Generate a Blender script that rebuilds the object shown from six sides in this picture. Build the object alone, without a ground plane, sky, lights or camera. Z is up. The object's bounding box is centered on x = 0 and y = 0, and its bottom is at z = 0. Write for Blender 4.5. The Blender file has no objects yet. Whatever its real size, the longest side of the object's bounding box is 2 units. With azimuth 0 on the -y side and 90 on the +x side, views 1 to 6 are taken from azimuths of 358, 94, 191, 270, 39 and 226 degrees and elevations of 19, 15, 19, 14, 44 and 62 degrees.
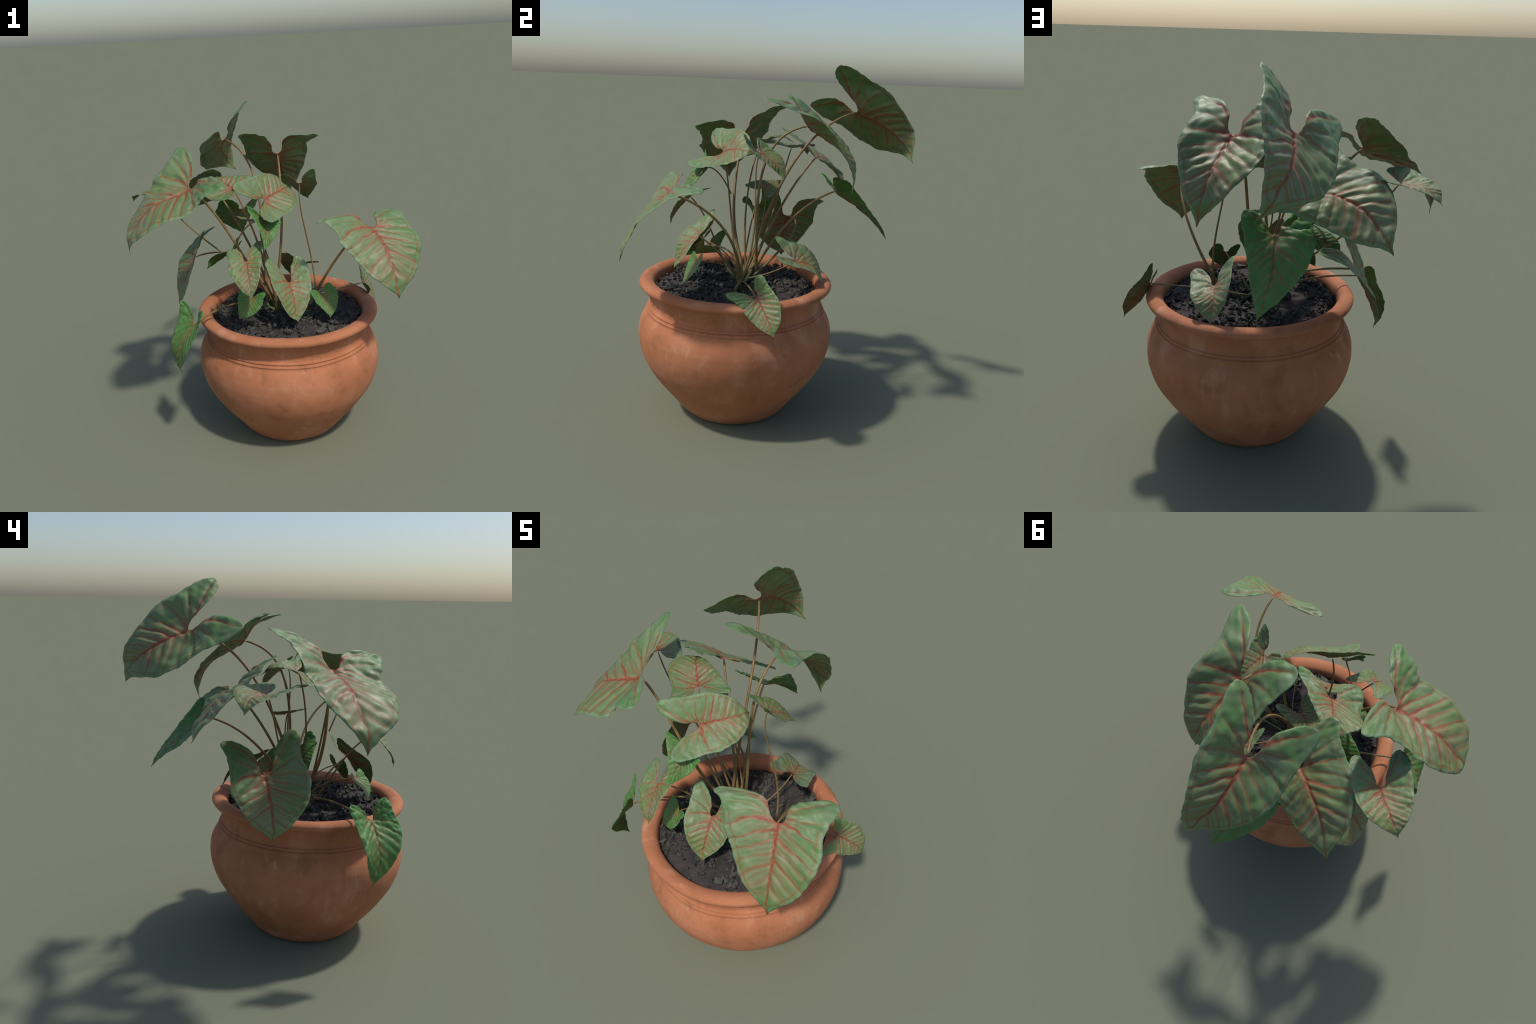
"""A caladium-like plant with heart-shaped, red-veined leaves in a terracotta pot.

Everything is built from rules: the pot is a turned profile, each stalk a cubic
curve, and each leaf one flat heart-shaped blade (same outline, same veins) that
is bent into its pose by a thin-plate spline through named points of the blade.
"""
import math
import random

import bmesh
import bpy
import numpy as np
from mathutils import Vector, noise
from mathutils.geometry import delaunay_2d_cdt

random.seed(7)
rng = np.random.default_rng(7)

POT_X, POT_Y = 0.109, -0.218
SOIL_Z = 0.755


# ------------------------------------------------------------------ helpers
def new_object(name, mesh, parent, material=None):
    ob = bpy.data.objects.new(name, mesh)
    bpy.context.scene.collection.objects.link(ob)
    ob.parent = parent
    if material is not None and not mesh.materials:
        mesh.materials.append(material)
    return ob


def mesh_from(name, verts, faces, smooth=True):
    me = bpy.data.meshes.new(name)
    me.from_pydata([tuple(map(float, v)) for v in verts], [], [tuple(map(int, f)) for f in faces])
    me.update()
    me.polygons.foreach_set("use_smooth", [smooth] * len(me.polygons))
    return me


def catmull(points, per):
    p = np.asarray(points, float)
    e = np.vstack([2 * p[0] - p[1], p, 2 * p[-1] - p[-2]])
    out = []
    for i in range(1, len(e) - 2):
        a, b, c, d = e[i - 1 : i + 3]
        for t in np.linspace(0, 1, per, endpoint=False):
            out.append(0.5 * (2 * b + (c - a) * t + (2 * a - 5 * b + 4 * c - d) * t * t + (3 * b - a - 3 * c + d) * t ** 3))
    out.append(p[-1])
    return np.array(out)


class Nodes:
    """A small builder for shader graphs."""

    def __init__(self, name):
        self.mat = bpy.data.materials.new(name)
        self.mat.use_nodes = True
        self.t = self.mat.node_tree
        self.bsdf = self.t.nodes["Principled BSDF"]
        self.coord = self.t.nodes.new("ShaderNodeTexCoord")

    def link(self, a, b):
        if hasattr(a, "links"):
            self.t.links.new(a, b)
        else:
            b.default_value = a

    def math(self, op, *args, clamp=False):
        n = self.t.nodes.new("ShaderNodeMath")
        n.operation, n.use_clamp = op, clamp
        for i, a in enumerate(args):
            self.link(a, n.inputs[i])
        return n.outputs[0]

    def ramp(self, value, lo, hi, out_lo=0.0, out_hi=1.0):
        n = self.t.nodes.new("ShaderNodeMapRange")
        n.interpolation_type, n.clamp = "SMOOTHSTEP", True
        for i, a in enumerate((value, lo, hi, out_lo, out_hi)):
            self.link(a, n.inputs[i])
        return n.outputs[0]

    def noise(self, vector, scale, detail=3.0, rough=0.5, distortion=0.0, colour=False):
        n = self.t.nodes.new("ShaderNodeTexNoise")
        n.inputs["Scale"].default_value, n.inputs["Detail"].default_value = scale, detail
        n.inputs["Roughness"].default_value, n.inputs["Distortion"].default_value = rough, distortion
        self.link(vector, n.inputs["Vector"])
        return n.outputs["Color" if colour else "Fac"]

    def mapping(self, vector, scale=(1, 1, 1), loc=(0, 0, 0)):
        n = self.t.nodes.new("ShaderNodeMapping")
        self.link(vector, n.inputs["Vector"])
        self.link(loc, n.inputs["Location"])
        n.inputs["Scale"].default_value = scale
        return n.outputs[0]

    def mix(self, fac, a, b, mode="MIX"):
        n = self.t.nodes.new("ShaderNodeMix")
        n.data_type, n.blend_type, n.clamp_factor = "RGBA", mode, True
        for key, val in ((0, fac), (6, a), (7, b)):
            if isinstance(val, tuple) and len(val) == 3:
                val = (*val, 1.0)
            self.link(val, n.inputs[key])
        return n.outputs[2]

    def bump(self, height, strength, distance):
        n = self.t.nodes.new("ShaderNodeBump")
        n.inputs["Strength"].default_value, n.inputs["Distance"].default_value = strength, distance
        self.link(height, n.inputs["Height"])
        self.link(n.outputs[0], self.bsdf.inputs["Normal"])

    def finish(self, colour, roughness, specular=0.5):
        self.link(colour, self.bsdf.inputs["Base Color"])
        self.link(roughness, self.bsdf.inputs["Roughness"])
        self.bsdf.inputs["Specular IOR Level"].default_value = specular
        return self.mat


# ------------------------------------------------------------------ leaf blade: shape
# Named points of the flat blade: u across, v along (stalk joins at 0,0; tip at v = -1.04).
BLADE = {
    "base": (0, 0), "upper_rib": (0, -0.25), "middle": (0, -0.5), "lower_rib": (0, -0.77), "tip": (0, -1.04),
    "half_left": (-0.27, -0.12), "half_right": (0.27, -0.12),
    "sinus_left": (-0.10, 0.16), "sinus_right": (0.10, 0.16),
    "lobe_left": (-0.42, 0.60), "lobe_right": (0.42, 0.60),
    "ear_left": (-0.54, 0.28), "ear_right": (0.54, 0.28),
    "waist_left": (-0.55, -0.1), "waist_right": (0.55, -0.1),
    "blade_left": (-0.41, -0.5), "blade_right": (0.41, -0.5),
    "point_left": (-0.17, -0.82), "point_right": (0.17, -0.82),
}
BLADE_UV = np.array(list(BLADE.values()), float)

# right half of the outline, from the stalk round the lobe to the drip tip
HALF = [(0, 0), (0.045, 0.010), (0.078, 0.045), (0.095, 0.10), (0.10, 0.16), (0.14, 0.29), (0.21, 0.43), (0.31, 0.56), (0.42, 0.60),
        (0.50, 0.52), (0.535, 0.40), (0.54, 0.28), (0.545, 0.1), (0.55, -0.1), (0.52, -0.27), (0.41, -0.5), (0.29, -0.68),
        (0.17, -0.82), (0.07, -0.92), (0.022, -0.985), (0, -1.04)]

# lateral veins of one half: (start v on the midrib, slope, bend, reach in u, strength)
VEINS = [(0.0, 1.25, 0.25, 0.43, 0.95), (0.0, 0.50, -0.05, 0.54, 0.55), (0.0, 0.02, -0.35, 0.56, 1.0), (-0.05, -0.40, -0.38, 0.53, 0.9),
         (-0.17, -0.58, -0.34, 0.48, 1.0), (-0.29, -0.69, -0.34, 0.40, 0.6), (-0.43, -0.80, -0.36, 0.33, 0.85),
         (-0.55, -0.90, -0.40, 0.25, 0.5), (-0.68, -1.00, -0.40, 0.17, 0.6)]
SHIFT = 0.045  # the left half's laterals leave the midrib a little lower


def tps_kernel(r2):
    return np.where(r2 > 0, 0.5 * r2 * np.log(r2 + 1e-12), 0.0)


def tps_matrix():
    n = len(BLADE_UV)
    k = tps_kernel(((BLADE_UV[:, None] - BLADE_UV[None]) ** 2).sum(-1))
    p = np.c_[np.ones(n), BLADE_UV]
    a = np.zeros((n + 3, n + 3))
    a[:n, :n], a[:n, n:], a[n:, :n] = k, p, p.T
    return np.linalg.inv(a)[:, :n]


TPS = tps_matrix()


def bend(uv, points):
    k = np.c_[tps_kernel(((uv[:, None] - BLADE_UV[None]) ** 2).sum(-1)), np.ones(len(uv)), uv]
    return k @ (TPS @ points)


def flat_blade(step=0.0175):
    """One triangulated sheet of the blade: interior points on a jittered grid inside the outline."""
    right = catmull(HALF, 7)
    seg = np.r_[0, np.cumsum(np.linalg.norm(np.diff(right, axis=0), axis=1))]
    s = np.linspace(0, seg[-1], int(seg[-1] / step))
    right = np.c_[np.interp(s, seg, right[:, 0]), np.interp(s, seg, right[:, 1])]
    ring = np.vstack([right, right[-2:0:-1] * [-1, 1]])
    n = len(ring)
    grid, row = [], 0
    for v in np.arange(-1.04, 0.66, step * 0.9):
        for u in np.arange(-0.62, 0.62, step) + (row % 2) * step / 2:
            grid.append((u, v))
        row += 1
    grid = np.array(grid)
    d2 = ((grid[:, None, 0] - ring[None, :, 0]) ** 2 + (grid[:, None, 1] - ring[None, :, 1]) ** 2).min(1)
    grid = grid[d2 > (0.6 * step) ** 2]
    pts = [Vector(p) for p in ring] + [Vector(p) for p in grid]
    verts, _, faces, *_ = delaunay_2d_cdt(pts, [], [list(range(n))], 1, 1e-6)
    uv = np.array([tuple(v) for v in verts])
    faces = np.array([f for f in faces if len(f) == 3])
    used = np.unique(faces)
    remap = -np.ones(len(uv), int)
    remap[used] = np.arange(len(used))
    uv, faces = uv[used], remap[faces]
    a, b, c = uv[faces[:, 0]], uv[faces[:, 1]], uv[faces[:, 2]]
    area = (b[:, 0] - a[:, 0]) * (c[:, 1] - a[:, 1]) - (b[:, 1] - a[:, 1]) * (c[:, 0] - a[:, 0])
    faces[area < 0] = faces[area < 0][:, ::-1]
    edges = {}
    for f in faces:
        for i in range(3):
            edges[(f[i], f[(i + 1) % 3])] = True
    rim = [e for e in edges if (e[1], e[0]) not in edges]
    edge = np.array(sorted({e[0] for e in rim}))
    away = np.sqrt(((uv[:, None] - uv[None, edge]) ** 2).sum(-1).min(1))
    return uv, faces, rim, away


def vein_distance(uv):
    """Distance to the nearest vein, for the quilting between the veins."""
    u, v = np.abs(uv[:, 0]), uv[:, 1] + SHIFT * (uv[:, 0] < 0) * np.clip(-uv[:, 1] * 6, 0, 1)
    best = np.full(len(uv), 9.0)
    for v0, a, b, reach, strength in VEINS:
        slope = a + 2 * b * u
        d = np.abs(v - (v0 + a * u + b * u * u)) / np.sqrt(1 + slope * slope)
        d = d + 0.5 * np.clip(u - reach, 0, None)
        best = np.minimum(best, d)
    return best, u


FLAT_UV, FLAT_FACES, RIM, AWAY = flat_blade()


def vertex_normals(co, faces):
    n = np.zeros_like(co)
    fn = np.cross(co[faces[:, 1]] - co[faces[:, 0]], co[faces[:, 2]] - co[faces[:, 0]])
    for i in range(3):
        np.add.at(n, faces[:, i], fn)
    return n / (np.linalg.norm(n, axis=1, keepdims=True) + 1e-12)


def leaf_blade(leaf, index, parent, material):
    points = np.array([leaf[k] for k in BLADE])
    length = np.linalg.norm(np.diff(points[:5], axis=0), axis=1).sum()
    near_edge = np.clip(1 - AWAY / 0.16, 0, 1)[:, None]
    drift = np.array([noise.noise_vector(Vector((p[0] * 6.5, p[1] * 6.5, index * 2.3)))[:2] for p in FLAT_UV])
    nick = np.array([noise.noise_vector(Vector((p[0] * 17, p[1] * 17, index * 4.1)))[:2] for p in FLAT_UV])
    co = bend(FLAT_UV + near_edge * (0.016 * drift + 0.008 * nick), points)
    nrm = vertex_normals(co, FLAT_FACES)
    d, u = vein_distance(FLAT_UV + 0.022 * drift)
    fade = np.clip(AWAY / 0.07, 0, 1) ** 0.7
    r = np.random.default_rng(100 + index)
    wob = np.array([noise.noise(Vector((p[0] * 5 + index * 3.1, p[1] * 5, index * 1.7))) for p in FLAT_UV])
    fine = np.array([noise.noise(Vector((p[0] * 13 + index * 5.3, p[1] * 13, index * 0.7))) for p in FLAT_UV])
    young = leaf["tone"] == "young"
    pucker = np.array([noise.noise(Vector((p[0] * 9 + index, p[1] * 9, index * 3.7))) for p in FLAT_UV])
    quilt = ((1 - np.exp(-((d / 0.034) ** 2))) * (0.013 if young else 0.017) * (0.8 + 1.0 * wob) + 0.007 * pucker + 0.004 * fine) * fade
    rib = -0.012 * np.exp(-((u / 0.02) ** 2)) * fade
    waves = (0.018 * wob + 0.011 * fine) * np.clip(1 - AWAY / 0.25, 0, 1)
    co = co + nrm * ((quilt + rib + waves) * length)[:, None]
    nrm = vertex_normals(co, FLAT_FACES)
    thick = 0.0011 + 0.0016 * np.clip(AWAY / 0.05, 0, 1) * (length / 0.45)
    top, low = co + nrm * thick[:, None] * 0.5, co - nrm * thick[:, None] * 0.5
    n = len(co)
    faces = [tuple(f) for f in FLAT_FACES] + [(f[2] + n, f[1] + n, f[0] + n) for f in FLAT_FACES]
    for a, b in RIM:
        faces.append((b, a, a + n, b + n))
    flat = np.vstack([np.c_[FLAT_UV, np.full(n, 0.01)], np.c_[FLAT_UV, np.full(n, -0.01)]])
    me = mesh_from("leaf_blade", flat, faces)
    # the blade grows flat (Basis) and is bent into its pose by a shape key; Generated coordinates stay flat
    me.use_auto_texspace = False
    me.texspace_location, me.texspace_size = (0, 0, 0), (1, 1, 1)
    me.materials.append(material)
    ob = new_object("leaf_blade", me, parent)
    ob.shape_key_add(name="flat")
    key = ob.shape_key_add(name="bent")
    key.data.foreach_set("co", np.vstack([top, low]).ravel())
    key.value = 1.0
    return ob


# ------------------------------------------------------------------ leaf blade: colour
def leaf_material(name, fresh, pale, olive, vein, vein_far, edge, underside_tint, strength):
    g = Nodes(name)
    flat = g.mapping(g.coord.outputs["Generated"], (2, 2, 2), (-1, -1, -1))  # back to u, v
    info = g.t.nodes.new("ShaderNodeObjectInfo")
    seed = g.math("MULTIPLY", info.outputs["Random"], 37.0)
    off = g.t.nodes.new("ShaderNodeCombineXYZ")
    for i in range(3):
        g.link(seed, off.inputs[i])
    shifted = g.mapping(flat, (1, 1, 1), off.outputs[0])
    warp = g.noise(shifted, 5.0, 2.0, colour=True)
    split_w = g.t.nodes.new("ShaderNodeSeparateXYZ")
    g.link(warp, split_w.inputs[0])
    sep = g.t.nodes.new("ShaderNodeSeparateXYZ")
    g.link(flat, sep.inputs[0])
    u0, v0, side = sep.outputs
    wu = g.math("MULTIPLY", g.math("SUBTRACT", split_w.outputs[0], 0.5), 0.05)
    wv = g.math("MULTIPLY", g.math("SUBTRACT", split_w.outputs[1], 0.5), 0.12)
    u = g.math("ABSOLUTE", g.math("ADD", u0, wu))
    left = g.math("LESS_THAN", u0, 0.0)
    low = g.math("MULTIPLY", v0, -6.0, clamp=True)
    v = g.math("ADD", g.math("ADD", v0, wv), g.math("MULTIPLY", g.math("MULTIPLY", left, low), SHIFT))

    def family(veins, width, soft):
        total = None
        for s0, a, b, reach, st in veins:
            f = g.math("MULTIPLY_ADD", g.math("MULTIPLY_ADD", u, b, a), u, s0)
            c = 1 / math.sqrt(1 + (a + b * reach) ** 2)
            d = g.math("MULTIPLY", g.math("ABSOLUTE", g.math("SUBTRACT", v, f)), c)
            w = g.ramp(u, 0.0, reach * 1.15, width, width * 0.38)
            pick = g.t.nodes.new("ShaderNodeTexWhiteNoise")
            pick.noise_dimensions = "2D"
            at = g.t.nodes.new("ShaderNodeCombineXYZ")
            g.link(g.math("MULTIPLY_ADD", left, 7.3, s0 * 31.7 + a * 3.1), at.inputs[0])
            g.link(seed, at.inputs[1])
            g.link(at.outputs[0], pick.inputs["Vector"])
            keep = g.ramp(pick.outputs["Value"], 0.0, 0.6, 0.55 * st, st)
            m = g.math("MULTIPLY", g.ramp(g.math("DIVIDE", d, w), soft, 0.15), g.math("MULTIPLY", keep, g.ramp(u, reach * 1.08, reach * 0.7)))
            total = m if total is None else g.math("MAXIMUM", total, m)
        return total

    mains = family(VEINS, 0.024, 1.35)
    halo = family(VEINS, 0.070, 1.25)
    between = [((p[0] + q[0]) / 2, (p[1] + q[1]) / 2, (p[2] + q[2]) / 2, (p[3] + q[3]) / 2 * 0.92, 0.55) for p, q in zip(VEINS[1:], VEINS[2:])]
    between.insert(0, (0.02, 0.85, 0.1, 0.48, 0.5))
    minor = family(between, 0.015, 1.4)
    along = g.ramp(v, -1.0, 0.02, 0.25, 1.0)
    midrib = g.math("MULTIPLY", g.ramp(g.math("DIVIDE", u, g.ramp(v0, -1.0, 0.0, 0.012, 0.032)), 1.25, 0.35), g.ramp(v0, 0.03, 0.0))
    mains = g.math("MAXIMUM", mains, midrib)
    # half width of the blade at this v -> how close to the margin
    curve = g.t.nodes.new("ShaderNodeFloatCurve")
    c = curve.mapping.curves[0]
    outer = [(0.42, 0.60), (0.50, 0.52), (0.54, 0.28), (0.55, -0.1), (0.52, -0.27), (0.41, -0.5), (0.29, -0.68), (0.17, -0.82), (0.07, -0.92), (0.0, -1.04)]
    keys = sorted(((p[1] + 1.04) / 1.7, p[0]) for p in outer)
    c.points[0].location, c.points[1].location = keys[0], keys[-1]
    for k in keys[1:-1]:
        c.points.new(*k)
    curve.mapping.update()
    g.link(g.math("DIVIDE", g.math("ADD", v0, 1.04), 1.7), curve.inputs["Value"])
    margin = g.math("SUBTRACT", curve.outputs[0], g.math("ABSOLUTE", u0))
    rim = g.ramp(g.math("ADD", margin, wu), 0.045, 0.008)
    collect = g.math("MULTIPLY", g.ramp(g.math("ABSOLUTE", g.math("SUBTRACT", g.math("ADD", margin, wv), 0.062)), 0.022, 0.004), g.ramp(v0, 0.25, 0.0))

    streak = g.noise(shifted, 9.0, 4.0, 0.6, 0.6)
    blot = g.noise(g.mapping(shifted, (1, 1, 1), (4, 2, 0)), 3.2, 3.0, 0.55)
    col = g.mix(g.ramp(blot, 0.35, 0.65), fresh, pale)
    tan = g.math("MULTIPLY", halo, g.ramp(streak, 0.30, 0.60, 0.25, 0.95))
    col = g.mix(g.math("MULTIPLY", tan, strength), col, olive)
    col = g.mix(g.math("MULTIPLY", minor, strength), col, vein_far)
    col = g.mix(g.math("MULTIPLY", collect, 0.55 * strength), col, vein_far)
    col = g.mix(g.math("MULTIPLY", rim, 0.7), col, edge)
    inner = g.ramp(g.math("SQRT", g.math("ADD", g.math("MULTIPLY", u, u), g.math("MULTIPLY", g.math("MULTIPLY", v, v), 0.35))), 0.15, 0.55)
    red = g.mix(g.math("MULTIPLY", inner, 0.8), vein, vein_far)
    col = g.mix(g.math("MULTIPLY", mains, g.ramp(streak, 0.15, 0.5, 0.75 * strength, 1.0 * strength)), col, red)
    # the lower face is multiplied by a darker tint and carries the same veins
    col = g.mix(g.ramp(side, 0.004, -0.004, 0.0, 0.55), col, g.mix(1.0, col, underside_tint, "MULTIPLY"))
    g.bump(g.noise(shifted, 60.0, 3.0, 0.6), 0.12, 0.004)
    rough = g.ramp(streak, 0.3, 0.7, 0.47, 0.60)
    return g.finish(col, rough, 0.45)


def stalk_material():
    g = Nodes("stalk_skin")
    obj = g.coord.outputs["Object"]
    sep = g.t.nodes.new("ShaderNodeSeparateXYZ")
    g.link(obj, sep.inputs[0])
    info = g.t.nodes.new("ShaderNodeObjectInfo")
    n = g.noise(g.mapping(obj, (60, 60, 6)), 1.0, 4.0, 0.6)
    brown = g.mix(info.outputs["Random"], (0.27, 0.145, 0.056), (0.215, 0.165, 0.055))
    brown = g.mix(g.ramp(n, 0.35, 0.7), brown, (0.17, 0.105, 0.045))
    sheath = g.math("ADD", sep.outputs[2], g.math("MULTIPLY", n, 0.06))
    col = g.mix(g.ramp(sheath, 0.90, 0.78), brown, (0.105, 0.14, 0.06))  # green leaf sheaths at the foot
    g.bump(n, 0.2, 0.003)
    return g.finish(col, 0.5, 0.45)


# ------------------------------------------------------------------ stalks
def bezier(p, n):
    t = np.linspace(0, 1, n)[:, None]
    p = np.asarray(p, float)
    return (1 - t) ** 3 * p[0] + 3 * t * (1 - t) ** 2 * p[1] + 3 * t * t * (1 - t) * p[2] + t ** 3 * p[3]


def tube(path, radii, sides=12):
    path = np.asarray(path)
    tan = np.gradient(path, axis=0)
    tan /= np.linalg.norm(tan, axis=1, keepdims=True)
    ref = np.array([0.3, 0.9, 0.1])
    verts = []
    a = np.linspace(0, 2 * math.pi, sides, endpoint=False)
    x = np.cross(tan[0], ref)
    for p, t, r in zip(path, tan, radii):
        x = x - t * (x @ t)
        x /= np.linalg.norm(x)
        y = np.cross(t, x)
        verts += [p + r * (math.cos(k) * x + math.sin(k) * y) for k in a]
    n, faces = len(path), []
    for i in range(n - 1):
        for j in range(sides):
            k = (j + 1) % sides
            faces.append((i * sides + j, i * sides + k, (i + 1) * sides + k, (i + 1) * sides + j))
    faces.append(tuple(range(sides))[::-1])
    faces.append(tuple((n - 1) * sides + j for j in range(sides)))
    return verts, faces


def leaf_stalk(leaf, index, parent, material):
    path = bezier(leaf["stalk"], 44)
    pts = {k: np.array(leaf[k]) for k in BLADE}
    size = np.linalg.norm(pts["base"] - pts["tip"])
    n = vertex_normals(bend(FLAT_UV, np.array([leaf[k] for k in BLADE])), FLAT_FACES)
    near = ((FLAT_UV - [0, -0.02]) ** 2).sum(1).argmin()
    path[-1] = path[-1] - n[near] * 0.004
    t = np.linspace(0, 1, len(path))
    top = 0.0020 + 0.0042 * (size / 0.45)
    foot = top * (1.65 if leaf.get("branch") is None else 1.1)
    rad = top + (foot - top) * (1 - t) ** 1.6
    sheath = 0.0045 * np.clip(1 - t / 0.16, 0, 1) if leaf.get("branch") is None else 0
    rad = rad + sheath
    rad[-3:] *= (0.95, 0.85, 0.6)
    v, f = tube(path, rad)
    return new_object("leaf_stalk", mesh_from("leaf_stalk", v, f), parent, material)


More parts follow.
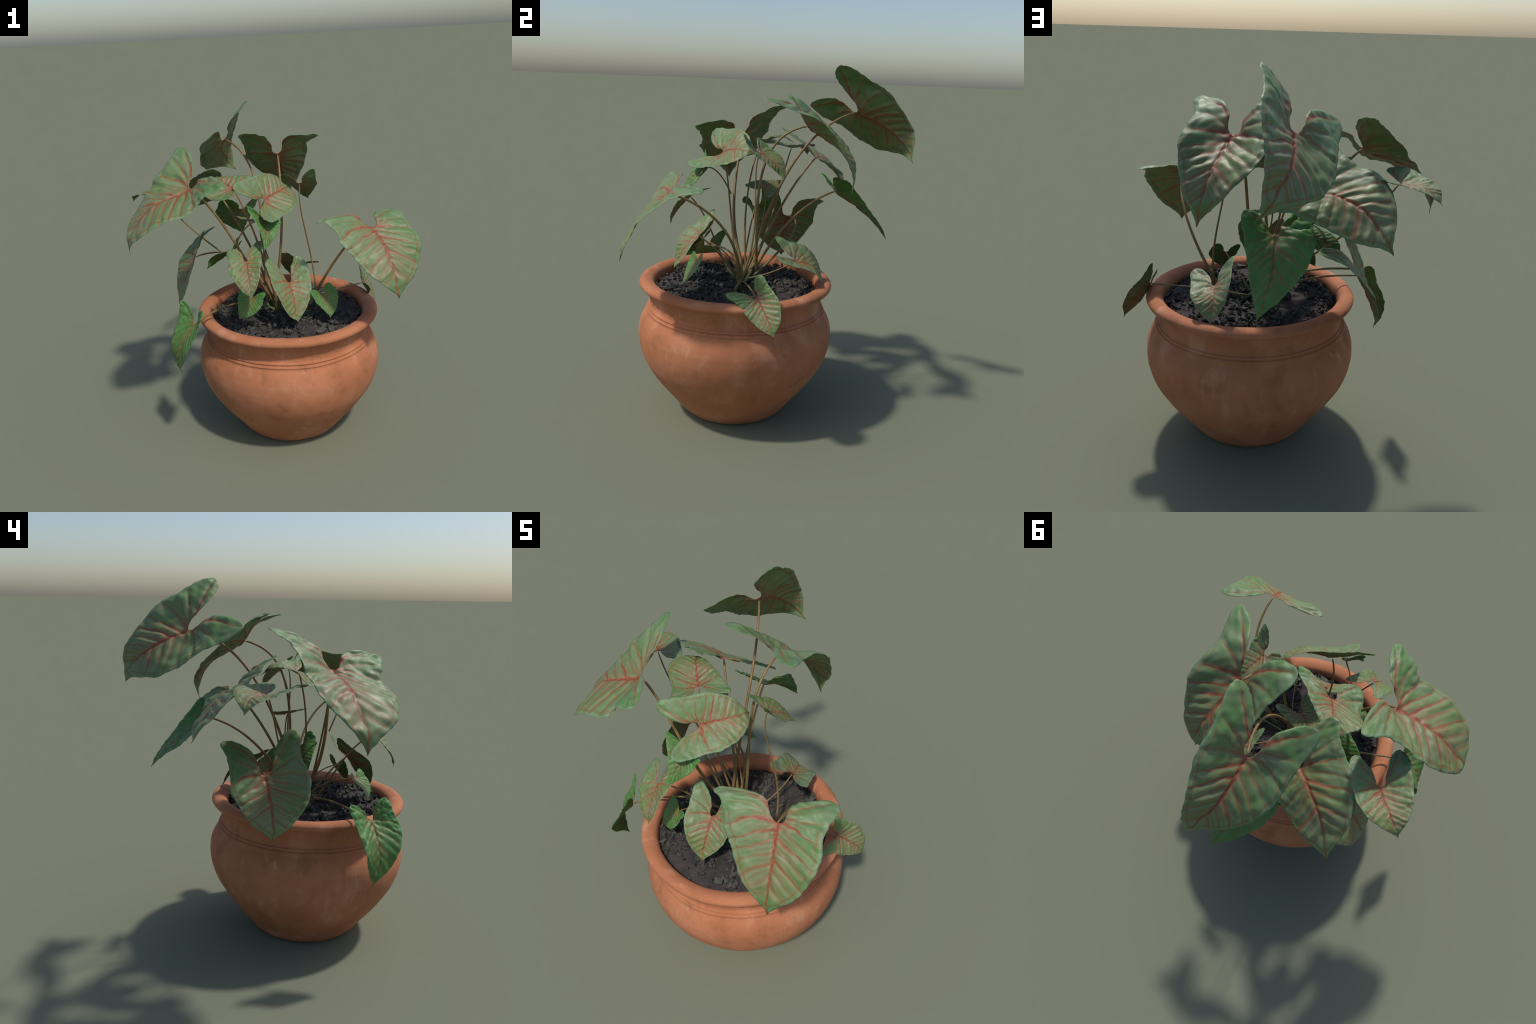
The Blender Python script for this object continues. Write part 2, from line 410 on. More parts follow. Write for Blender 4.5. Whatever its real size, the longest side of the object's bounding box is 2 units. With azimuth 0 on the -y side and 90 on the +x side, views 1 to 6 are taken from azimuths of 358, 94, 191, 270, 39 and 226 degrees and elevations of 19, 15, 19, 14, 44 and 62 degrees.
LEAVES = [
    dict(tone='mottled', stalk=((0.058, -0.152, 0.760), (-0.133, -0.347, 1.068), (-0.227, -0.256, 1.396), (-0.432, -0.275, 1.573)),
         base=(-0.433, -0.276, 1.572), upper_rib=(-0.528, -0.307, 1.534), middle=(-0.641, -0.339, 1.495),
         lower_rib=(-0.752, -0.377, 1.384), tip=(-0.796, -0.397, 1.237), half_left=(-0.542, -0.192, 1.587), half_right=(-0.443, -0.405, 1.529),
         sinus_left=(-0.411, -0.222, 1.645), sinus_right=(-0.377, -0.313, 1.619), lobe_left=(-0.465, 0.020, 1.765),
         lobe_right=(-0.221, -0.502, 1.631), ear_left=(-0.534, -0.032, 1.723), ear_right=(-0.329, -0.522, 1.584),
         waist_left=(-0.630, -0.113, 1.630), waist_right=(-0.411, -0.528, 1.496), blade_left=(-0.690, -0.158, 1.532),
         blade_right=(-0.552, -0.557, 1.457), point_left=(-0.797, -0.287, 1.385), point_right=(-0.732, -0.511, 1.353)),
    dict(tone='mottled', stalk=((-0.005, -0.196, 0.692), (-0.029, -0.079, 1.154), (0.062, 0.077, 1.657), (-0.209, 0.424, 1.738)),
         base=(-0.210, 0.425, 1.738), upper_rib=(-0.228, 0.524, 1.697), middle=(-0.238, 0.621, 1.642),
         lower_rib=(-0.208, 0.711, 1.567), tip=(-0.139, 0.764, 1.460), half_left=(-0.164, 0.519, 1.791), half_right=(-0.293, 0.430, 1.658),
         sinus_left=(-0.188, 0.382, 1.819), sinus_right=(-0.241, 0.347, 1.787), lobe_left=(-0.053, 0.293, 1.987),
         lobe_right=(-0.344, 0.153, 1.768), ear_left=(-0.083, 0.429, 1.953), ear_right=(-0.377, 0.266, 1.685),
         waist_left=(-0.110, 0.567, 1.876), waist_right=(-0.385, 0.404, 1.609), blade_left=(-0.145, 0.691, 1.747),
         blade_right=(-0.361, 0.554, 1.527), point_left=(-0.169, 0.769, 1.601), point_right=(-0.256, 0.694, 1.502)),
    dict(tone='mottled', stalk=((0.006, -0.114, 0.688), (0.142, -0.095, 1.140), (0.101, -0.186, 1.596), (0.115, 0.147, 1.667)),
         base=(0.116, 0.147, 1.666), upper_rib=(0.136, 0.242, 1.606), middle=(0.153, 0.336, 1.545),
         lower_rib=(0.176, 0.403, 1.440), tip=(0.203, 0.412, 1.310), half_left=(0.222, 0.207, 1.667), half_right=(0.019, 0.221, 1.639),
         sinus_left=(0.141, 0.095, 1.748), sinus_right=(0.073, 0.106, 1.738), lobe_left=(0.329, -0.074, 1.810),
         lobe_right=(-0.104, 0.025, 1.826), ear_left=(0.316, 0.070, 1.761), ear_right=(-0.106, 0.150, 1.763),
         waist_left=(0.312, 0.237, 1.699), waist_right=(-0.082, 0.259, 1.662), blade_left=(0.307, 0.325, 1.575),
         blade_right=(-0.023, 0.378, 1.555), point_left=(0.251, 0.406, 1.431), point_right=(0.103, 0.423, 1.421)),
    dict(tone='mottled', stalk=((0.252, -0.185, 0.761), (0.393, -0.144, 1.017), (0.541, -0.234, 1.272), (0.575, -0.503, 1.342)),
         base=(0.575, -0.503, 1.342), upper_rib=(0.608, -0.570, 1.290), middle=(0.636, -0.635, 1.222),
         lower_rib=(0.658, -0.700, 1.113), tip=(0.674, -0.732, 1.002), half_left=(0.480, -0.568, 1.325), half_right=(0.701, -0.523, 1.319),
         sinus_left=(0.503, -0.475, 1.400), sinus_right=(0.598, -0.458, 1.383), lobe_left=(0.271, -0.526, 1.404),
         lobe_right=(0.739, -0.301, 1.388), ear_left=(0.308, -0.569, 1.394), ear_right=(0.783, -0.403, 1.369),
         waist_left=(0.371, -0.624, 1.317), waist_right=(0.808, -0.505, 1.318), blade_left=(0.440, -0.666, 1.224),
         blade_right=(0.827, -0.594, 1.241), point_left=(0.564, -0.732, 1.099), point_right=(0.761, -0.683, 1.097)),
    dict(tone='mottled', stalk=((0.064, -0.180, 0.740), (-0.044, -0.062, 1.033), (-0.156, 0.042, 1.282), (-0.295, 0.202, 1.457)),
         base=(-0.295, 0.202, 1.457), upper_rib=(-0.385, 0.237, 1.446), middle=(-0.483, 0.283, 1.417),
         lower_rib=(-0.569, 0.332, 1.340), tip=(-0.637, 0.380, 1.251), half_left=(-0.277, 0.278, 1.418), half_right=(-0.398, 0.148, 1.506),
         sinus_left=(-0.226, 0.223, 1.459), sinus_right=(-0.269, 0.165, 1.502), lobe_left=(-0.063, 0.334, 1.405),
         lobe_right=(-0.275, -0.007, 1.619), ear_left=(-0.108, 0.358, 1.384), ear_right=(-0.363, 0.021, 1.601),
         waist_left=(-0.210, 0.347, 1.382), waist_right=(-0.456, 0.069, 1.553), blade_left=(-0.347, 0.356, 1.334),
         blade_right=(-0.583, 0.152, 1.498), point_left=(-0.518, 0.386, 1.285), point_right=(-0.636, 0.285, 1.365)),
    dict(tone='young', stalk=((0.045, -0.186, 0.706), (-0.004, -0.054, 0.941), (-0.035, 0.065, 1.192), (-0.127, 0.329, 1.283)),
         base=(-0.127, 0.329, 1.283), upper_rib=(-0.141, 0.406, 1.230), middle=(-0.147, 0.496, 1.168),
         lower_rib=(-0.144, 0.583, 1.094), tip=(-0.119, 0.645, 1.007), half_left=(-0.075, 0.407, 1.261), half_right=(-0.215, 0.361, 1.259),
         sinus_left=(-0.090, 0.320, 1.310), sinus_right=(-0.146, 0.299, 1.310), lobe_left=(0.003, 0.320, 1.382),
         lobe_right=(-0.239, 0.236, 1.375), ear_left=(0.006, 0.401, 1.354), ear_right=(-0.284, 0.289, 1.322),
         waist_left=(-0.022, 0.465, 1.273), waist_right=(-0.305, 0.370, 1.261), blade_left=(-0.060, 0.536, 1.183),
         blade_right=(-0.274, 0.469, 1.166), point_left=(-0.099, 0.609, 1.089), point_right=(-0.194, 0.584, 1.076)),
    dict(tone='mottled', stalk=((0.076, -0.181, 0.738), (-0.012, 0.067, 0.951), (-0.180, 0.179, 1.099), (-0.453, 0.038, 1.055)),
         base=(-0.453, 0.038, 1.055), upper_rib=(-0.489, 0.021, 0.985), middle=(-0.523, 0.008, 0.914),
         lower_rib=(-0.554, -0.002, 0.834), tip=(-0.580, 0.001, 0.756), half_left=(-0.502, 0.122, 1.026), half_right=(-0.461, -0.075, 1.035),
         sinus_left=(-0.431, 0.077, 1.117), sinus_right=(-0.429, 0.002, 1.114), lobe_left=(-0.308, 0.250, 1.195),
         lobe_right=(-0.373, -0.099, 1.272), ear_left=(-0.418, 0.228, 1.140), ear_right=(-0.421, -0.136, 1.170),
         waist_left=(-0.532, 0.207, 1.031), waist_right=(-0.460, -0.177, 1.066), blade_left=(-0.581, 0.163, 0.933),
         blade_right=(-0.501, -0.172, 0.936), point_left=(-0.585, 0.078, 0.824), point_right=(-0.543, -0.083, 0.817)),
    dict(tone='young', stalk=((0.066, -0.204, 0.730), (-0.064, -0.225, 0.853), (-0.237, -0.287, 0.893), (-0.448, -0.493, 0.827)),
         base=(-0.448, -0.493, 0.827), upper_rib=(-0.493, -0.511, 0.776), middle=(-0.540, -0.524, 0.706),
         lower_rib=(-0.564, -0.521, 0.610), tip=(-0.553, -0.498, 0.514), half_left=(-0.516, -0.462, 0.798), half_right=(-0.453, -0.564, 0.806),
         sinus_left=(-0.459, -0.467, 0.857), sinus_right=(-0.433, -0.504, 0.857), lobe_left=(-0.518, -0.375, 0.928),
         lobe_right=(-0.397, -0.564, 0.934), ear_left=(-0.544, -0.388, 0.866), ear_right=(-0.417, -0.604, 0.877),
         waist_left=(-0.570, -0.420, 0.790), waist_right=(-0.445, -0.639, 0.808), blade_left=(-0.601, -0.453, 0.697),
         blade_right=(-0.502, -0.640, 0.712), point_left=(-0.588, -0.477, 0.594), point_right=(-0.545, -0.568, 0.591)),
    dict(tone='mottled', stalk=((0.086, -0.205, 0.743), (0.011, -0.277, 1.063), (-0.096, -0.294, 1.336), (-0.006, -0.328, 1.493)),
         base=(-0.006, -0.328, 1.493), upper_rib=(0.046, -0.287, 1.511), middle=(0.097, -0.243, 1.524),
         lower_rib=(0.136, -0.184, 1.526), tip=(0.141, -0.129, 1.507), half_left=(0.064, -0.341, 1.458), half_right=(-0.015, -0.292, 1.561),
         sinus_left=(-0.025, -0.374, 1.470), sinus_right=(-0.045, -0.361, 1.507), lobe_left=(-0.015, -0.525, 1.425),
         lobe_right=(-0.182, -0.419, 1.589), ear_left=(0.052, -0.462, 1.405), ear_right=(-0.126, -0.354, 1.620),
         waist_left=(0.116, -0.386, 1.423), waist_right=(-0.056, -0.279, 1.624), blade_left=(0.177, -0.297, 1.444),
         blade_right=(0.021, -0.214, 1.623), point_left=(0.184, -0.197, 1.483), point_right=(0.101, -0.155, 1.572)),
    dict(tone='mottled', stalk=((0.061, -0.156, 0.737), (-0.009, -0.218, 1.098), (-0.095, -0.188, 1.360), (-0.180, -0.133, 1.527)),
         base=(-0.180, -0.133, 1.527), upper_rib=(-0.218, -0.094, 1.544), middle=(-0.259, -0.050, 1.571),
         lower_rib=(-0.303, 0.004, 1.568), tip=(-0.341, 0.064, 1.529), half_left=(-0.147, -0.083, 1.561), half_right=(-0.263, -0.144, 1.510),
         sinus_left=(-0.131, -0.140, 1.543), sinus_right=(-0.175, -0.170, 1.521), lobe_left=(0.023, -0.140, 1.578),
         lobe_right=(-0.206, -0.282, 1.505), ear_left=(-0.021, -0.091, 1.575), ear_right=(-0.279, -0.246, 1.482),
         waist_left=(-0.097, -0.054, 1.585), waist_right=(-0.330, -0.171, 1.479), blade_left=(-0.171, -0.013, 1.580),
         blade_right=(-0.394, -0.113, 1.550), point_left=(-0.266, 0.029, 1.562), point_right=(-0.369, -0.011, 1.568)),
    dict(tone='mottled', stalk=((0.122, -0.168, 0.760), (-0.121, -0.039, 1.013), (-0.478, -0.039, 1.210), (-0.626, 0.035, 1.476)),
         base=(-0.626, 0.035, 1.476), upper_rib=(-0.679, 0.074, 1.478), middle=(-0.734, 0.104, 1.479),
         lower_rib=(-0.786, 0.127, 1.458), tip=(-0.824, 0.138, 1.415), half_left=(-0.610, 0.103, 1.491), half_right=(-0.695, 0.005, 1.486),
         sinus_left=(-0.582, 0.023, 1.484), sinus_right=(-0.613, -0.012, 1.486), lobe_left=(-0.446, 0.016, 1.509),
         lobe_right=(-0.569, -0.147, 1.510), ear_left=(-0.489, 0.084, 1.506), ear_right=(-0.662, -0.117, 1.526),
         waist_left=(-0.563, 0.148, 1.512), waist_right=(-0.736, -0.050, 1.505), blade_left=(-0.670, 0.190, 1.497),
         blade_right=(-0.793, 0.024, 1.484), point_left=(-0.772, 0.168, 1.461), point_right=(-0.817, 0.096, 1.456)),
    dict(tone='young', branch=True, stalk=((-0.184, -0.298, 1.225), (-0.160, -0.333, 1.302), (-0.114, -0.367, 1.383), (-0.025, -0.415, 1.403)),
         base=(-0.025, -0.415, 1.403), upper_rib=(-0.019, -0.445, 1.382), middle=(-0.013, -0.486, 1.354),
         lower_rib=(-0.021, -0.529, 1.314), tip=(-0.034, -0.567, 1.263), half_left=(-0.061, -0.440, 1.427), half_right=(0.014, -0.441, 1.365),
         sinus_left=(-0.041, -0.415, 1.425), sinus_right=(-0.009, -0.415, 1.403), lobe_left=(-0.094, -0.445, 1.487),
         lobe_right=(0.067, -0.429, 1.393), ear_left=(-0.113, -0.448, 1.484), ear_right=(0.063, -0.444, 1.367),
         waist_left=(-0.105, -0.461, 1.462), waist_right=(0.053, -0.463, 1.338), blade_left=(-0.070, -0.497, 1.411),
         blade_right=(0.030, -0.488, 1.308), point_left=(-0.041, -0.539, 1.330), point_right=(-0.005, -0.532, 1.284)),
    dict(tone='mottled', stalk=((0.297, -0.205, 0.760), (0.318, -0.029, 1.092), (0.185, -0.154, 1.351), (0.225, -0.096, 1.525)),
         base=(0.225, -0.096, 1.525), upper_rib=(0.239, -0.056, 1.502), middle=(0.252, -0.015, 1.477),
         lower_rib=(0.268, 0.020, 1.434), tip=(0.291, 0.048, 1.390), half_left=(0.276, -0.100, 1.522), half_right=(0.185, -0.047, 1.516),
         sinus_left=(0.231, -0.123, 1.552), sinus_right=(0.196, -0.105, 1.545), lobe_left=(0.290, -0.177, 1.625),
         lobe_right=(0.123, -0.113, 1.587), ear_left=(0.311, -0.160, 1.585), ear_right=(0.114, -0.065, 1.554),
         waist_left=(0.323, -0.121, 1.534), waist_right=(0.134, -0.014, 1.521), blade_left=(0.319, -0.058, 1.484),
         blade_right=(0.190, 0.034, 1.484), point_left=(0.300, 0.006, 1.433), point_right=(0.244, 0.047, 1.424)),
    dict(tone='mottled', stalk=((0.044, -0.212, 0.734), (0.029, -0.360, 0.888), (-0.049, -0.384, 1.096), (-0.137, -0.541, 1.204)),
         base=(-0.137, -0.541, 1.204), upper_rib=(-0.135, -0.578, 1.169), middle=(-0.130, -0.612, 1.129),
         lower_rib=(-0.124, -0.647, 1.078), tip=(-0.121, -0.663, 1.022), half_left=(-0.182, -0.569, 1.178), half_right=(-0.096, -0.553, 1.205),
         sinus_left=(-0.154, -0.518, 1.226), sinus_right=(-0.125, -0.509, 1.232), lobe_left=(-0.228, -0.441, 1.247),
         lobe_right=(-0.051, -0.408, 1.275), ear_left=(-0.238, -0.512, 1.219), ear_right=(-0.044, -0.469, 1.252),
         waist_left=(-0.237, -0.574, 1.170), waist_right=(-0.051, -0.542, 1.223), blade_left=(-0.205, -0.623, 1.116),
         blade_right=(-0.063, -0.613, 1.169), point_left=(-0.160, -0.656, 1.060), point_right=(-0.090, -0.651, 1.083)),
    dict(tone='mottled', stalk=((0.060, -0.200, 0.740), (0.076, -0.280, 0.874), (0.092, -0.359, 0.967), (0.108, -0.439, 1.021)),
         base=(0.108, -0.439, 1.021), upper_rib=(0.120, -0.487, 0.983), middle=(0.127, -0.525, 0.938),
         lower_rib=(0.129, -0.559, 0.876), tip=(0.140, -0.583, 0.830), half_left=(0.060, -0.488, 1.022), half_right=(0.171, -0.451, 1.002),
         sinus_left=(0.081, -0.406, 1.052), sinus_right=(0.121, -0.399, 1.048), lobe_left=(-0.015, -0.373, 1.155),
         lobe_right=(0.171, -0.341, 1.149), ear_left=(-0.016, -0.441, 1.106), ear_right=(0.227, -0.387, 1.087),
         waist_left=(0.002, -0.519, 1.051), waist_right=(0.235, -0.445, 1.014), blade_left=(0.042, -0.578, 0.968),
         blade_right=(0.217, -0.496, 0.930), point_left=(0.090, -0.585, 0.874), point_right=(0.174, -0.546, 0.866)),
    dict(tone='young', stalk=((0.060, -0.200, 0.740), (-0.024, -0.184, 0.918), (-0.107, -0.168, 1.055), (-0.191, -0.152, 1.153)),
         base=(-0.191, -0.152, 1.153), upper_rib=(-0.234, -0.155, 1.135), middle=(-0.287, -0.160, 1.116),
         lower_rib=(-0.337, -0.168, 1.085), tip=(-0.372, -0.180, 1.040), half_left=(-0.215, -0.115, 1.130), half_right=(-0.219, -0.191, 1.159),
         sinus_left=(-0.178, -0.133, 1.163), sinus_right=(-0.177, -0.164, 1.170), lobe_left=(-0.171, -0.071, 1.201),
         lobe_right=(-0.150, -0.201, 1.220), ear_left=(-0.191, -0.063, 1.160), ear_right=(-0.181, -0.229, 1.197),
         waist_left=(-0.222, -0.074, 1.116), waist_right=(-0.230, -0.231, 1.172), blade_left=(-0.275, -0.106, 1.080),
         blade_right=(-0.302, -0.214, 1.147), point_left=(-0.333, -0.148, 1.059), point_right=(-0.357, -0.191, 1.097)),
    dict(tone='mottled', stalk=((0.049, -0.197, 0.731), (0.160, -0.181, 0.805), (0.359, -0.108, 0.814), (0.616, -0.051, 0.838)),
         base=(0.616, -0.051, 0.838), upper_rib=(0.643, -0.023, 0.806), middle=(0.676, 0.004, 0.769),
         lower_rib=(0.709, 0.032, 0.723), tip=(0.725, 0.051, 0.674), half_left=(0.637, -0.075, 0.799), half_right=(0.632, 0.000, 0.852),
         sinus_left=(0.617, -0.086, 0.847), sinus_right=(0.609, -0.054, 0.868), lobe_left=(0.629, -0.203, 0.858),
         lobe_right=(0.595, -0.045, 0.959), ear_left=(0.640, -0.164, 0.821), ear_right=(0.611, -0.001, 0.925),
         waist_left=(0.650, -0.117, 0.779), waist_right=(0.639, 0.039, 0.882), blade_left=(0.671, -0.067, 0.733),
         blade_right=(0.682, 0.075, 0.826), point_left=(0.707, 0.000, 0.696), point_right=(0.716, 0.073, 0.737)),
    dict(tone='mottled', stalk=((0.059, -0.206, 0.759), (0.136, -0.127, 0.799), (0.187, -0.016, 0.835), (0.211, 0.122, 0.932)),
         base=(0.211, 0.122, 0.932), upper_rib=(0.196, 0.179, 0.920), middle=(0.184, 0.228, 0.892),
         lower_rib=(0.181, 0.262, 0.847), tip=(0.185, 0.283, 0.803), half_left=(0.253, 0.169, 0.918), half_right=(0.160, 0.148, 0.963),
         sinus_left=(0.233, 0.093, 0.948), sinus_right=(0.201, 0.089, 0.961), lobe_left=(0.339, 0.031, 0.975),
         lobe_right=(0.149, 0.004, 1.051), ear_left=(0.336, 0.105, 0.939), ear_right=(0.134, 0.065, 1.033),
         waist_left=(0.312, 0.192, 0.915), waist_right=(0.117, 0.145, 1.011), blade_left=(0.273, 0.245, 0.877),
         blade_right=(0.113, 0.229, 0.945), point_left=(0.221, 0.269, 0.831), point_right=(0.145, 0.270, 0.852)),
    dict(tone='mottled', stalk=((0.082, -0.193, 0.744), (0.058, -0.103, 0.978), (-0.038, -0.053, 1.156), (-0.028, -0.088, 1.292)),
         base=(-0.027, -0.088, 1.292), upper_rib=(-0.065, -0.075, 1.301), middle=(-0.103, -0.053, 1.309),
         lower_rib=(-0.143, -0.024, 1.316), tip=(-0.183, 0.006, 1.323), half_left=(-0.024, -0.048, 1.287), half_right=(-0.068, -0.118, 1.309),
         sinus_left=(0.005, -0.076, 1.281), sinus_right=(-0.012, -0.107, 1.292), lobe_left=(0.107, -0.056, 1.269),
         lobe_right=(0.026, -0.187, 1.308), ear_left=(0.064, -0.028, 1.269), ear_right=(-0.033, -0.183, 1.317),
         waist_left=(0.002, -0.017, 1.280), waist_right=(-0.090, -0.157, 1.323), blade_left=(-0.070, -0.005, 1.296),
         blade_right=(-0.138, -0.104, 1.325), point_left=(-0.137, 0.001, 1.311), point_right=(-0.165, -0.040, 1.324)),
    dict(tone='young', stalk=((0.062, -0.181, 0.741), (0.012, -0.233, 0.862), (-0.044, -0.332, 0.936), (-0.108, -0.461, 0.950)),
         base=(-0.108, -0.461, 0.950), upper_rib=(-0.119, -0.484, 0.933), middle=(-0.138, -0.506, 0.910),
         lower_rib=(-0.165, -0.519, 0.878), tip=(-0.196, -0.521, 0.846), half_left=(-0.150, -0.456, 0.948), half_right=(-0.083, -0.499, 0.942),
         sinus_left=(-0.119, -0.449, 0.963), sinus_right=(-0.094, -0.465, 0.962), lobe_left=(-0.166, -0.426, 0.997),
         lobe_right=(-0.041, -0.488, 0.989), ear_left=(-0.186, -0.426, 0.980), ear_right=(-0.045, -0.512, 0.972),
         waist_left=(-0.193, -0.443, 0.957), waist_right=(-0.055, -0.529, 0.944), blade_left=(-0.196, -0.478, 0.926),
         blade_right=(-0.084, -0.549, 0.905), point_left=(-0.197, -0.506, 0.883), point_right=(-0.144, -0.536, 0.863)),
    dict(tone='young', stalk=((0.062, -0.188, 0.743), (0.153, -0.206, 0.857), (0.234, -0.282, 0.918), (0.307, -0.416, 0.924)),
         base=(0.307, -0.416, 0.924), upper_rib=(0.322, -0.430, 0.899), middle=(0.335, -0.449, 0.870),
         lower_rib=(0.340, -0.470, 0.837), tip=(0.337, -0.489, 0.803), half_left=(0.283, -0.445, 0.909), half_right=(0.354, -0.405, 0.917),
         sinus_left=(0.287, -0.420, 0.937), sinus_right=(0.314, -0.404, 0.941), lobe_left=(0.236, -0.445, 0.965),
         lobe_right=(0.340, -0.378, 0.981), ear_left=(0.236, -0.460, 0.938), ear_right=(0.372, -0.375, 0.958),
         waist_left=(0.253, -0.471, 0.907), waist_right=(0.395, -0.388, 0.923), blade_left=(0.283, -0.479, 0.870),
         blade_right=(0.393, -0.423, 0.871), point_left=(0.316, -0.484, 0.833), point_right=(0.367, -0.464, 0.828)),
]


# ------------------------------------------------------------------ pot
# half section of the pot, from the foot up the outside, over the rim and down inside
POT_PROFILE = [(0.0, 0.0), (0.20, 0.0), (0.275, 0.0005), (0.293, 0.004), (0.306, 0.014), (0.330, 0.040), (0.358, 0.079), (0.397, 0.128),
               (0.443, 0.187), (0.489, 0.256), (0.528, 0.325), (0.551, 0.393), (0.561, 0.450), (0.561, 0.495), (0.557, 0.522), (0.548, 0.553),
               (0.534, 0.581), (0.517, 0.605)]
# two turned ridges at the foot of the collar, the collar, then the rolled lip
COLLAR_PROFILE = [(0.514, 0.612), (0.516, 0.619), (0.511, 0.626), (0.5035, 0.629), (0.507, 0.636), (0.504, 0.643), (0.497, 0.646), (0.494, 0.652),
                  (0.492, 0.665), (0.492, 0.690), (0.494, 0.715), (0.499, 0.732), (0.507, 0.743), (0.516, 0.748), (0.534, 0.752), (0.546, 0.760),
                  (0.551, 0.772), (0.548, 0.785), (0.535, 0.796), (0.515, 0.801), (0.494, 0.798), (0.476, 0.789), (0.465, 0.774), (0.460, 0.750),
                  (0.461, 0.720), (0.465, 0.690), (0.468, 0.650)]


def pot_mesh():
    prof = np.vstack([catmull(POT_PROFILE, 6), catmull(COLLAR_PROFILE, 6)])
    seg = 560
    verts, faces = [], []
    ang = np.linspace(0, 2 * math.pi, seg, endpoint=False)
    ca, sa = np.cos(ang), np.sin(ang)
    n_motif = 44
    for r, z in prof:
        rr = np.full(seg, r)
        if r > 0.25:
            wob = np.array([noise.noise(Vector((2.2 * c, 2.2 * s, z * 3))) for c, s in zip(ca, sa)])
            fin = np.array([noise.noise(Vector((9 * c, 9 * s, z * 16))) for c, s in zip(ca, sa)])
            rr = rr + 0.0035 * wob + 0.0012 * fin
        if 0.655 < z < 0.735 and 0.484 < r < 0.503:
            # faint pressed frieze of alternating rings and curls round the collar
            phase = ang * n_motif / (2 * math.pi)
            x = (phase % 1 - 0.5) * 0.070
            y = z - 0.694
            rad = np.hypot(x, y)
            kind = (np.floor(phase) % 2)
            ring = np.exp(-(((rad - 0.019) / 0.005) ** 2))
            curl = np.exp(-(((rad - 0.010 - 0.0022 * (np.arctan2(y, x) + math.pi)) / 0.005) ** 2))
            rr = rr + 0.0038 * np.where(kind == 0, ring, curl)
        base = len(verts)
        verts += [(POT_X + a * c, POT_Y + a * s, z) for a, c, s in zip(rr, ca, sa)]
        if base:
            p = base - seg
            faces += [(p + j, p + (j + 1) % seg, base + (j + 1) % seg, base + j) for j in range(seg)]
    bm = bmesh.new()
    me = mesh_from("pot", verts, faces)
    bm.from_mesh(me)
    bmesh.ops.remove_doubles(bm, verts=bm.verts, dist=1e-5)
    bm.to_mesh(me)
    bm.free()
    me.polygons.foreach_set("use_smooth", [True] * len(me.polygons))
    return me


def pot_material():
    g = Nodes("terracotta")
    obj = g.coord.outputs["Object"]
    centred = g.mapping(obj, (1, 1, 1), (-POT_X, -POT_Y, 0))
    streak = g.noise(g.mapping(centred, (9, 9, 1.6)), 1.0, 5.0, 0.6, 0.4)
    cloud = g.noise(centred, 3.2, 5.0, 0.6)
    speck = g.noise(centred, 42.0, 4.0, 0.65)
    fine = g.noise(centred, 150.0, 3.0, 0.6)
    col = g.mix(g.ramp(cloud, 0.35, 0.68), (0.400, 0.146, 0.066), (0.475, 0.188, 0.092))
    col = g.mix(g.ramp(streak, 0.54, 0.74, 0.0, 0.75), col, (0.560, 0.285, 0.170))  # lime bloom, run downwards
    col = g.mix(g.ramp(streak, 0.44, 0.28, 0.0, 0.5), col, (0.310, 0.112, 0.050))
    col = g.mix(g.ramp(speck, 0.62, 0.78, 0.0, 0.35), col, (0.56, 0.30, 0.19))
    col = g.mix(g.ramp(speck, 0.36, 0.24, 0.0, 0.35), col, (0.27, 0.10, 0.05))
    blot = g.noise(centred, 7.0, 5.0, 0.65)
    col = g.mix(g.ramp(blot, 0.54, 0.74, 0.0, 0.5), col, (0.55, 0.275, 0.160))
    col = g.mix(g.ramp(blot, 0.44, 0.30, 0.0, 0.7), col, (0.300, 0.120, 0.052))
    h = g.math("ADD", g.math("MULTIPLY", speck, 0.7), g.math("MULTIPLY", fine, 0.3))
    g.bump(h, 0.25, 0.006)
    return g.finish(col, 0.82, 0.3)


# ------------------------------------------------------------------ soil
def soil_height(x, y):
    r = math.hypot(x, y)
    h = SOIL_Z + 0.012 * noise.noise(Vector((x * 4.5, y * 4.5, 3.0))) * 1.4 + 0.007 * noise.noise(Vector((x * 13, y * 13, 9.0)))
    h += 0.003 * noise.noise(Vector((x * 40, y * 40, 1.0)))
    h -= 0.014 * math.exp(-((x + 0.05) ** 2 + y * y) / 0.02)
    h -= 0.022 * max(0.0, (r - 0.42) / 0.04)
    return h


def soil_mesh():
    verts, faces = [(POT_X, POT_Y, soil_height(0, 0))], []
    rings, seg = 70, 200
    for i in range(1, rings + 1):
        r = 0.466 * i / rings
        for j in range(seg):
            a = 2 * math.pi * j / seg
            x, y = r * math.cos(a), r * math.sin(a)
            verts.append((POT_X + x, POT_Y + y, soil_height(x, y)))
    for j in range(seg):
        faces.append((0, 1 + j, 1 + (j + 1) % seg))
    for i in range(rings - 1):
        for j in range(seg):
            a, b = 1 + i * seg + j, 1 + i * seg + (j + 1) % seg
            faces.append((a, a + seg, b + seg, b))
    return mesh_from("soil", verts, faces)


def soil_material():
    g = Nodes("soil_earth")
    obj = g.coord.outputs["Object"]
    a, b = g.noise(obj, 9.0, 5.0, 0.6), g.noise(obj, 55.0, 4.0, 0.65)
    col = g.mix(g.ramp(a, 0.35, 0.65), (0.036, 0.031, 0.031), (0.064, 0.053, 0.051))
    col = g.mix(g.ramp(b, 0.55, 0.75, 0.0, 0.6), col, (0.085, 0.072, 0.064))
    g.bump(g.math("ADD", a, b), 0.6, 0.01)
    return g.finish(col, 0.92, 0.25)


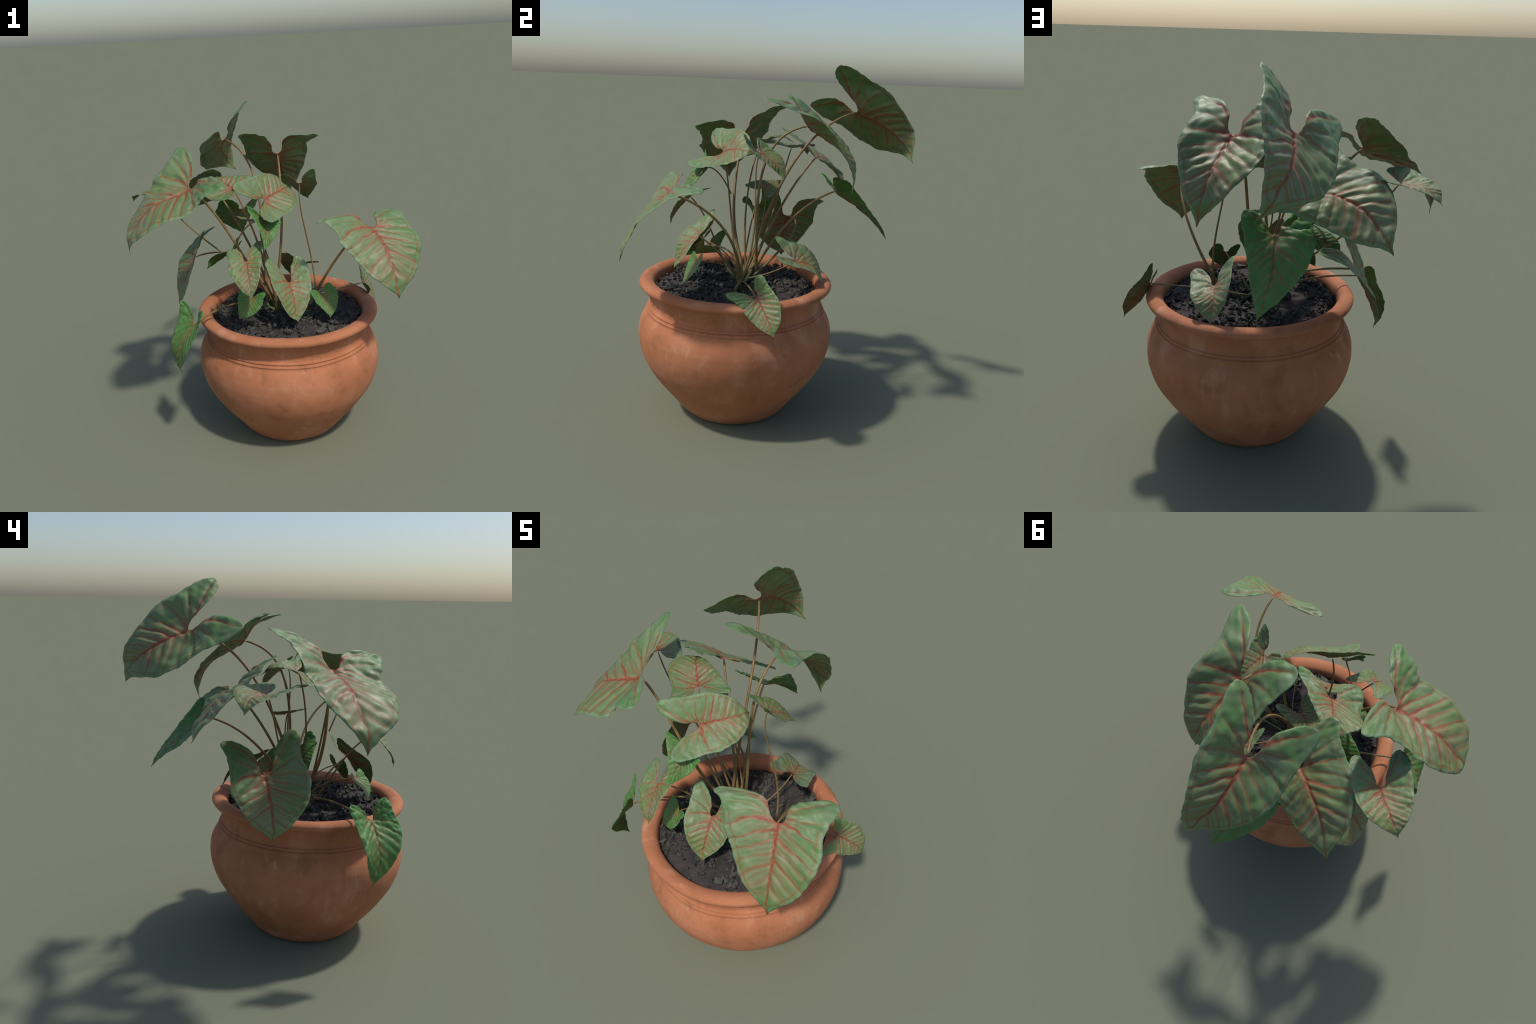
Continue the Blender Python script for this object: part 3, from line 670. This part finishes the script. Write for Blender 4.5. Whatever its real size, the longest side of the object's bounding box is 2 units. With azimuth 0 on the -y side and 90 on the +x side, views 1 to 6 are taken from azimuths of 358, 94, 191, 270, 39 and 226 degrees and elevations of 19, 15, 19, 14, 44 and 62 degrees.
def chip_material():
    g = Nodes("bark_chip")
    info = g.t.nodes.new("ShaderNodeObjectInfo")
    obj = g.coord.outputs["Object"]
    n = g.noise(obj, 70.0, 4.0, 0.6)
    col = g.mix(info.outputs["Random"], (0.040, 0.040, 0.036), (0.085, 0.082, 0.066))
    col = g.mix(g.ramp(n, 0.45, 0.7, 0.0, 0.8), col, (0.10, 0.095, 0.078))
    col = g.mix(g.ramp(n, 0.42, 0.25, 0.0, 0.8), col, (0.022, 0.021, 0.021))
    g.bump(n, 0.4, 0.004)
    return g.finish(col, 0.8, 0.3)


def chip_shape(r):
    """A curled, split flake of bark: a thin lens with a ragged pointed outline."""
    k = r.integers(5, 8)
    ang = np.sort(r.uniform(0, 2 * math.pi, k))
    rad = r.uniform(0.55, 1.0, k)
    x, y = rad * np.cos(ang), rad * np.sin(ang) * r.uniform(0.45, 0.8)
    curl = r.uniform(0.1, 0.55)
    z = curl * x * x
    thick = r.uniform(0.12, 0.32)
    verts = [(a, b, c + thick * 0.3) for a, b, c in zip(x, y, z)] + [(a * 0.85, b * 0.85, c - thick) for a, b, c in zip(x, y, z)]
    verts += [(0.05, 0.0, thick), (0.0, 0.05, -thick * 1.4)]
    t, l = 2 * k, 2 * k + 1
    faces = []
    for i in range(k):
        j = (i + 1) % k
        faces += [(t, i, j), (l, k + j, k + i), (i, k + i, k + j, j)]
    return verts, faces


def scatter_chips(parent, material):
    r = np.random.default_rng(21)
    shapes = [chip_shape(r) for _ in range(12)]
    meshes = []
    for v, f in shapes:
        me = mesh_from("bark_chip", v, f, smooth=False)
        me.materials.append(material)
        meshes.append(me)
    small_v, small_f = [], []
    made = 0
    for i in range(1250):
        rad, a = 0.452 * math.sqrt(r.uniform(0, 1)), r.uniform(0, 2 * math.pi)
        x, y = rad * math.cos(a), rad * math.sin(a)
        patch = noise.noise(Vector((x * 6.0, y * 6.0, 5.0)))
        if patch < r.uniform(-0.45, 0.15):
            continue  # chips gather in drifts, with bare earth between
        size = r.uniform(0.020, 0.037) if made < 300 else r.uniform(0.012, 0.024)
        z = soil_height(x, y) + size * r.uniform(0.05, 0.55)
        rot = (r.uniform(-1.1, 1.1), r.uniform(-1.1, 1.1), r.uniform(0, 6.28))
        if made < 300:
            ob = new_object("bark_chip", meshes[i % 12], parent)
            ob.location, ob.rotation_euler = (POT_X + x, POT_Y + y, z), rot
            ob.scale = (size, size * r.uniform(0.7, 1.2), size * r.uniform(0.7, 1.4))
            made += 1
        else:
            from mathutils import Euler
            m = Euler(rot).to_matrix()
            v, f = shapes[i % 12]
            o = len(small_v)
            small_v += [tuple(m @ (Vector(p) * size) + Vector((POT_X + x, POT_Y + y, z))) for p in v]
            small_f += [tuple(k + o for k in q) for q in f]
    crumbs = new_object("soil_crumbs", mesh_from("soil_crumbs", small_v, small_f, smooth=False), parent, material)
    crumbs["kind"] = "stuff"


# ------------------------------------------------------------------ assembly
root = bpy.data.objects.new("potted_plant", None)
bpy.context.scene.collection.objects.link(root)
root["label"] = "red-veined heart-leaved plant in a round terracotta pot"
root["category"] = "potted plant"

pot = new_object("pot", pot_mesh(), root, pot_material())
soil = new_object("soil", soil_mesh(), root, soil_material())
scatter_chips(soil, chip_material())

mottled = leaf_material("mottled_leaf", fresh=(0.100, 0.200, 0.062), pale=(0.155, 0.215, 0.105), olive=(0.215, 0.175, 0.082), vein=(0.245, 0.060, 0.024),
                        vein_far=(0.190, 0.088, 0.026), edge=(0.150, 0.235, 0.120), underside_tint=(0.76, 0.78, 0.62), strength=1.0)
young = leaf_material("young_leaf", fresh=(0.050, 0.175, 0.030), pale=(0.080, 0.215, 0.054), olive=(0.095, 0.170, 0.040), vein=(0.230, 0.075, 0.030),
                      vein_far=(0.165, 0.100, 0.032), edge=(0.075, 0.220, 0.060), underside_tint=(0.80, 0.76, 0.66), strength=0.8)
skin = stalk_material()
for i, leaf in enumerate(LEAVES):
    stalk = leaf_stalk(leaf, i, root, skin)
    leaf_blade(leaf, i, stalk, young if leaf["tone"] == "young" else mottled)
